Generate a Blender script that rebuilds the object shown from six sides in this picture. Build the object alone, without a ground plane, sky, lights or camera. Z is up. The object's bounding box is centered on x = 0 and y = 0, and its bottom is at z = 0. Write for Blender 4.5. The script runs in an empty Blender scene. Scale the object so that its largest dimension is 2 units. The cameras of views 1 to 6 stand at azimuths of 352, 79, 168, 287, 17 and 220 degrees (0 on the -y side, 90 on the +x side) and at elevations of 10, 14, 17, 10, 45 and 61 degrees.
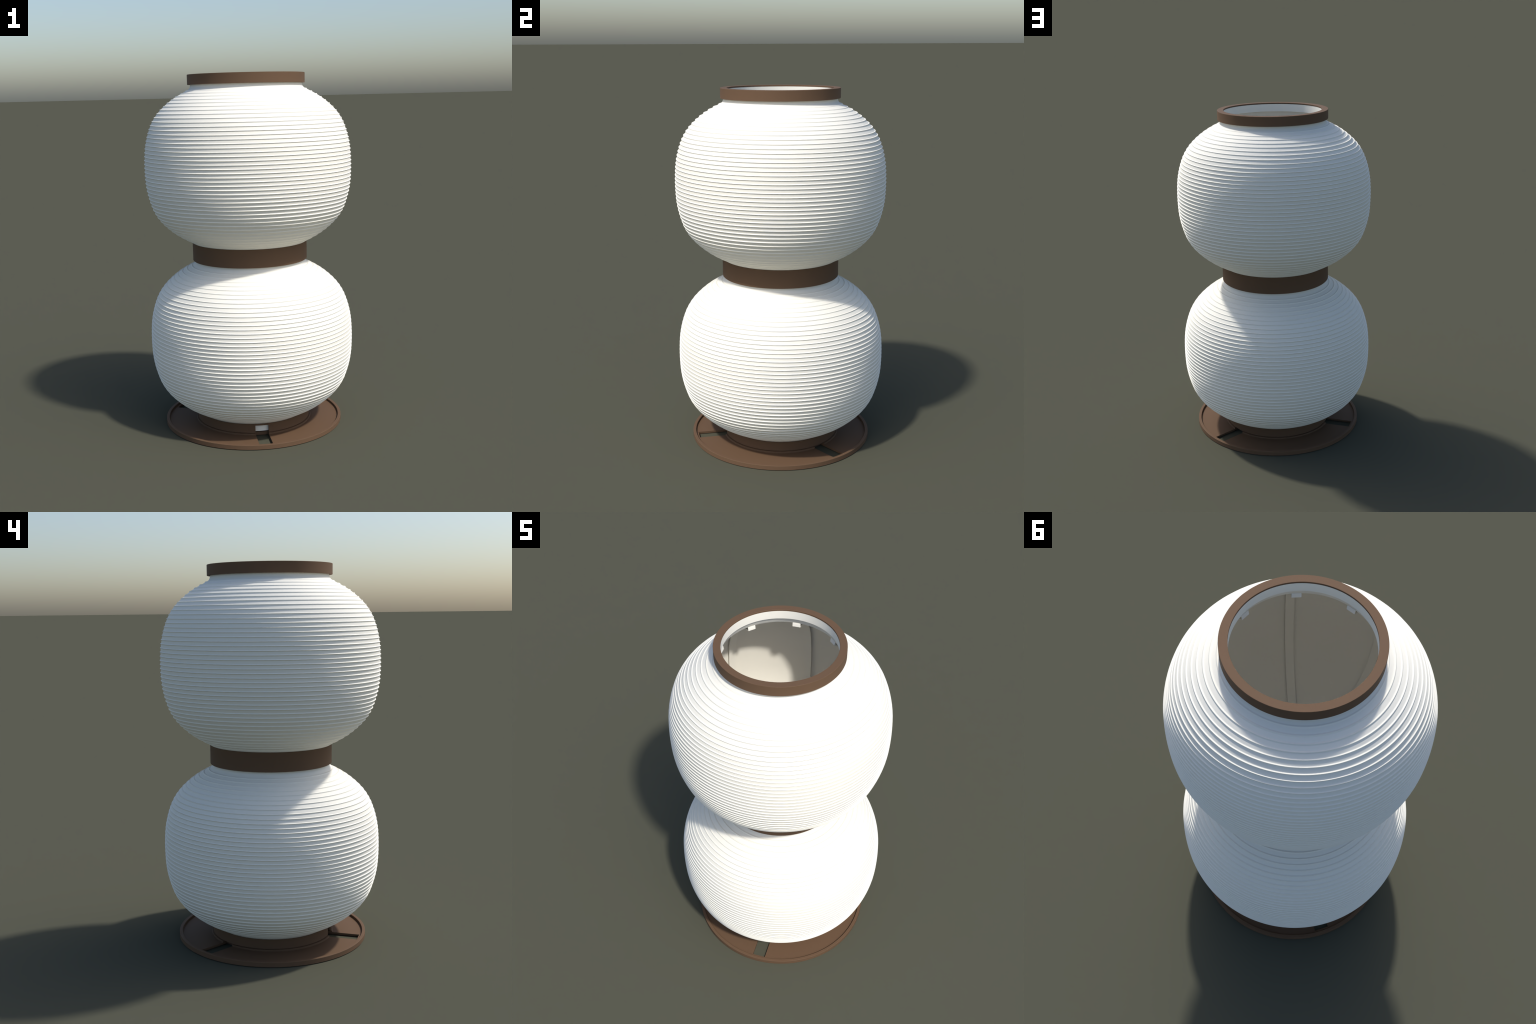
"""Stacked paper-lantern lamp: two ribbed white shades, brown bands and a slotted round base plate."""
import bpy, bmesh, math
import numpy as np

SEGMENTS = 192

# ------------------------------------------------------------------ materials
def new_material(name):
    mat = bpy.data.materials.new(name)
    mat.use_nodes = True
    nt = mat.node_tree
    return mat, nt, nt.nodes["Principled BSDF"]


def grained_material(name, dark, light, roughness, scale, bump, stretch=(1, 1, 1), specular=0.3):
    """Plain colour with a faint noise grain in tone and relief."""
    mat, nt, bsdf = new_material(name)
    coord = nt.nodes.new("ShaderNodeTexCoord")
    mapping = nt.nodes.new("ShaderNodeMapping")
    mapping.inputs["Scale"].default_value = stretch
    noise = nt.nodes.new("ShaderNodeTexNoise")
    noise.inputs["Scale"].default_value = scale
    noise.inputs["Detail"].default_value = 4.0
    ramp = nt.nodes.new("ShaderNodeValToRGB")
    ramp.color_ramp.elements[0].position = 0.3
    ramp.color_ramp.elements[1].position = 0.7
    ramp.color_ramp.elements[0].color = (*dark, 1)
    ramp.color_ramp.elements[1].color = (*light, 1)
    bmp = nt.nodes.new("ShaderNodeBump")
    bmp.inputs["Strength"].default_value = bump
    bmp.inputs["Distance"].default_value = 0.001
    nt.links.new(coord.outputs["Object"], mapping.inputs["Vector"])
    nt.links.new(mapping.outputs["Vector"], noise.inputs["Vector"])
    nt.links.new(noise.outputs["Fac"], ramp.inputs["Fac"])
    nt.links.new(ramp.outputs["Color"], bsdf.inputs["Base Color"])
    nt.links.new(noise.outputs["Fac"], bmp.inputs["Height"])
    nt.links.new(bmp.outputs["Normal"], bsdf.inputs["Normal"])
    bsdf.inputs["Roughness"].default_value = roughness
    bsdf.inputs["Specular IOR Level"].default_value = specular
    return mat


PAPER = grained_material("white_paper", (0.866, 0.838, 0.748), (0.876, 0.848, 0.758), 0.7, 90, 0.03, specular=0.25)
LINER = grained_material("white_liner", (0.866, 0.838, 0.748), (0.876, 0.848, 0.758), 0.7, 60, 0.02, specular=0.25)
BROWN = grained_material("brown_coating", (0.129, 0.076, 0.044), (0.135, 0.080, 0.046), 0.7, 140, 0.03, specular=0.2)

# ------------------------------------------------------------------ mesh tools
def finish(mesh, angle=35):
    bm = bmesh.new()
    bm.from_mesh(mesh)
    bmesh.ops.recalc_face_normals(bm, faces=bm.faces)
    bm.to_mesh(mesh)
    bm.free()
    mesh.shade_smooth()
    mesh.set_sharp_from_angle(angle=math.radians(angle))
    mesh.update()


def lathe(name, profile, segments=SEGMENTS, angle=35):
    """Revolve a closed (r, z) outline around z; r = 0 at both ends makes a solid disc."""
    prof = np.asarray(profile, float)
    solid = prof[0, 0] < 1e-6 and prof[-1, 0] < 1e-6
    ring = prof[1:-1] if solid else prof
    n = len(ring)
    a = np.arange(segments) * (2 * math.pi / segments)
    verts = np.stack([np.outer(ring[:, 0], np.sin(a)), np.outer(ring[:, 0], -np.cos(a)),
                      np.repeat(ring[:, 1:2], segments, 1)], -1).reshape(-1, 3).tolist()
    faces = []
    for i in range(n - 1 if solid else n):
        j = (i + 1) % n
        for s in range(segments):
            t = (s + 1) % segments
            faces.append((i * segments + s, i * segments + t, j * segments + t, j * segments + s))
    if solid:
        for row, z in ((0, prof[0, 1]), (n - 1, prof[-1, 1])):
            c = len(verts)
            verts.append((0.0, 0.0, float(z)))
            faces += [(row * segments + s, row * segments + (s + 1) % segments, c) for s in range(segments)]
    mesh = bpy.data.meshes.new(name)
    mesh.from_pydata(verts, [], faces)
    finish(mesh, angle)
    return mesh


def band_profile(r_in, r_out, z0, z1, c=0.0015):
    """Rectangular ring section with chamfered corners."""
    return [(r_in + c, z0), (r_out - c, z0), (r_out, z0 + c), (r_out, z1 - c), (r_out - c, z1),
            (r_in + c, z1), (r_in, z1 - c), (r_in, z0 + c)]


def add(name, mesh, parent, mat, location=(0, 0, 0)):
    ob = bpy.data.objects.new(name, mesh)
    bpy.context.scene.collection.objects.link(ob)
    ob.location = location
    ob.parent = parent
    if not mesh.materials:
        mesh.materials.append(mat)
    return ob


def box_mesh(x0, x1, y0, y1, z0, z1, turn):
    bm = bmesh.new()
    bmesh.ops.create_cube(bm, size=1.0)
    for v in bm.verts:
        x, y, z = ((x0 + x1) / 2 + v.co.x * (x1 - x0), (y0 + y1) / 2 + v.co.y * (y1 - y0),
                   (z0 + z1) / 2 + v.co.z * (z1 - z0))
        c, s = math.cos(turn), math.sin(turn)
        v.co = (c * x - s * y, s * x + c * y, z)
    me = bpy.data.meshes.new("cutter")
    bm.to_mesh(me)
    bm.free()
    return me


def cut(ob, boxes):
    """Subtract box-shaped openings from an object's mesh."""
    cutters = []
    for b in boxes:
        c = bpy.data.objects.new("cutter", box_mesh(*b))
        bpy.context.scene.collection.objects.link(c)
        m = ob.modifiers.new("cut", "BOOLEAN")
        m.operation, m.object, m.solver = "DIFFERENCE", c, "EXACT"
        cutters.append(c)
    deps = bpy.context.evaluated_depsgraph_get()
    mesh = bpy.data.meshes.new_from_object(ob.evaluated_get(deps))
    old = ob.data
    ob.modifiers.clear()
    ob.data = mesh
    mesh.name = old.name
    bpy.data.meshes.remove(old)
    for c in cutters:
        me = c.data
        bpy.data.objects.remove(c)
        bpy.data.meshes.remove(me)
    mesh.shade_smooth()
    mesh.set_sharp_from_angle(angle=math.radians(35))


# ------------------------------------------------------------------ shade profile
# half profile of the lantern body: height above its middle -> radius over the rib crests
BODY = [(0, .5823), (.05, .5811), (.10, .5775), (.15, .5690), (.20, .5552), (.25, .5350), (.30, .5022),
        (.32, .4842), (.34, .4632), (.36, .4395), (.377, .4165), (.392, .393), (.406, .3685), (.4215, .3375)]
TOP_NECK = [(.427, .3255), (.4315, .319), (.438, .3145), (.4465, .3115), (.463, .310), (.480, .310)]
LOW_NECK = [(.4300, .3275), (.4360, .3190), (.4430, .3135), (.451, .3110), (.464, .310), (.480, .310)]
LOW_BODY = [(z, r + 0.0013 * min(1, max(0, (z - .2) / .06))) for z, r in BODY[:0:-1]]   # a touch fuller below
_cz = np.array([-z for z, _ in LOW_NECK[::-1] + LOW_BODY] + [z for z, _ in BODY + TOP_NECK])
_cr = np.array([r for _, r in LOW_NECK[::-1] + LOW_BODY] + [r for _, r in BODY + TOP_NECK])
_d = np.diff(_cr) / np.diff(_cz)
_h = np.diff(_cz)
_slope = np.concatenate([[_d[0]], (_d[:-1] * _h[1:] + _d[1:] * _h[:-1]) / (_h[1:] + _h[:-1]), [_d[-1]]])


def crest_radius(z):
    i = np.clip(np.searchsorted(_cz, z) - 1, 0, len(_cz) - 2)
    h = _cz[i + 1] - _cz[i]
    t = (z - _cz[i]) / h
    return ((2 * t**3 - 3 * t**2 + 1) * _cr[i] + (t**3 - 2 * t**2 + t) * h * _slope[i]
            + (-2 * t**3 + 3 * t**2) * _cr[i + 1] + (t**3 - t**2) * h * _slope[i + 1])


def rib_height(k):
    """Height of rib k (counted from the middle); ribs crowd together towards the necks."""
    a = np.abs(k)
    crowd = np.where(k > 0, 0.00044, 0.00040)
    return np.sign(k) * (0.0214 * a - crowd * np.maximum(0, a - 13) ** 2) + 0.001


RIBS, SAMPLES = 21, 24
RIB_DEPTH, RIB_POWER = 0.0042, 10.0
NECK = 0.480


def offset(z, r, dist):
    tz, tr = np.gradient(z), np.gradient(r)
    length = np.hypot(tz, tr)
    return z - tr / length * dist, r + tz / length * dist


def shade_profile():
    k = np.linspace(-RIBS - 0.5, RIBS + 0.5, (2 * RIBS + 1) * SAMPLES + 1)
    zb = rib_height(k)
    top_tail = np.linspace(zb[-1], NECK, 16)[1:]
    low_tail = np.linspace(-NECK, zb[0], 16)[:-1]
    z = np.concatenate([low_tail, zb, top_tail])
    kk = np.concatenate([np.full(15, -RIBS - .5), k, np.full(15, RIBS + .5)])
    r = crest_radius(z)
    depth = RIB_DEPTH * np.clip((RIBS + 1.6 - np.abs(kk)) / 2.2, 0.35, 1.0)
    ridge = ((1 + np.cos(2 * math.pi * kk)) / 2) ** RIB_POWER
    fade = np.clip((0.4465 - np.abs(z)) / 0.02, 0, 1)
    zo, ro = offset(z, r, -depth * (1 - ridge) * fade)
    zi = np.linspace(NECK, -NECK, 160)
    ri = crest_radius(zi)
    zi2, ri2 = offset(zi, ri, 0.011 + 0 * zi)      # path runs downwards, so + is inwards
    keep = np.abs(zi) < 0.405
    zi_in, ri_in = zi2[keep], ri2[keep]
    neck_r = 0.3052
    top = [(neck_r, NECK), (neck_r, 0.4225), (neck_r + .004, 0.4200)]
    low = [(neck_r + .004, -0.4200), (neck_r, -0.4225), (neck_r, -NECK)]
    return list(zip(ro, zo)) + top + list(zip(ri_in, zi_in)) + low


def inner_path():
    z = np.linspace(0.392, -0.392, 60)
    return offset(z, crest_radius(z), 0.011 + 0 * z)


def strut_mesh(width=0.0412, thick=0.007, gap=0.008):
    """Flat strip bowed along the inside wall, its ends turned in under the neck as short tabs."""
    zi, ri = inner_path()
    zi, ri = offset(zi, ri, gap)
    ends_z = np.array([0.4210, 0.4130, 0.4060, 0.4020, 0.4000])
    ends_r = np.array([0.3110, 0.3085, 0.3062, 0.3150, 0.3400])
    z = np.concatenate([ends_z, zi, -ends_z[::-1]])
    r = np.concatenate([ends_r, ri, ends_r[::-1]])
    zi2, ri2 = offset(z, r, thick)
    bm = bmesh.new()
    rows = []
    for a in range(len(z)):
        rows.append([bm.verts.new(p) for p in ((-width / 2, -r[a], z[a]), (width / 2, -r[a], z[a]),
                                               (width / 2, -ri2[a], zi2[a]), (-width / 2, -ri2[a], zi2[a]))])
    for p, q in zip(rows[:-1], rows[1:]):
        for i in range(4):
            j = (i + 1) % 4
            bm.faces.new((p[i], p[j], q[j], q[i]))
    bm.faces.new(rows[0])
    bm.faces.new(rows[-1][::-1])
    me = bpy.data.meshes.new("strut")
    bm.to_mesh(me)
    bm.free()
    finish(me, 40)
    return me


# ------------------------------------------------------------------ build
lamp = bpy.data.objects.new("lantern_lamp", None)
bpy.context.scene.collection.objects.link(lamp)
lamp["label"] = "two stacked white ribbed paper lanterns with brown bands and round base"
lamp["category"] = "table lamp"

MIDDLES = (1.492, 0.5062)
shade_me = lathe("shade", shade_profile(), 224, 60)
strut_me = strut_mesh()
for mid in MIDDLES:
    shade = add("shade", shade_me, lamp, PAPER, (0, 0, mid))
    for i in range(8):
        s = add("strut", strut_me, shade, PAPER)
        s.rotation_euler = (0, 0, i * math.pi / 4)

# brown band round the open top, with an inward lip over a white sleeve
add("rim_band", lathe("rim_band", [
    (0.3145, 1.9445), (0.3255, 1.9445), (0.3272, 1.9462), (0.3272, 1.9990), (0.3262, 2.0), (0.2910, 2.0),
    (0.2900, 1.9990), (0.2900, 1.9922), (0.3145, 1.9922)]), lamp, BROWN)
add("sleeve", lathe("sleeve", band_profile(0.2905, 0.2985, 1.945, 1.9917, 0.001)), lamp, LINER)

# brown collar between the two shades
add("collar", lathe("collar", band_profile(0.3145, 0.3268, 0.9595, 1.0610)), lamp, BROWN)
add("sleeve", lathe("collar_sleeve", band_profile(0.2905, 0.2985, 0.9615, 1.0630, 0.001)), lamp, LINER)

# base plate: raised rim, flat floor, low step round the hub
plate = add("base_plate", lathe("base_plate", [
    (0, 0), (0.5144, 0), (0.5150, 0.0006), (0.5146, 0.0234), (0.5135, 0.0245), (0.4990, 0.0245), (0.4975, 0.0232),
    (0.4965, 0.0120), (0.3365, 0.0120), (0.3350, 0.0135), (0.3350, 0.0190), (0.3340, 0.0200), (0.3225, 0.0200),
    (0.3225, 0.0180), (0, 0.0180)]), lamp, BROWN)
hub = add("hub", lathe("hub", band_profile(0.3145, 0.3270, 0.0212, 0.0725)), lamp, BROWN)
HALF = 0.0375
cut(plate, [(-HALF, HALF, -0.4835, -0.3040, -0.05, 0.05, math.radians(120 * i)) for i in range(3)])
cut(hub, [(-HALF, HALF, -0.36, -0.29, -0.05, 0.0644, 0.0)])
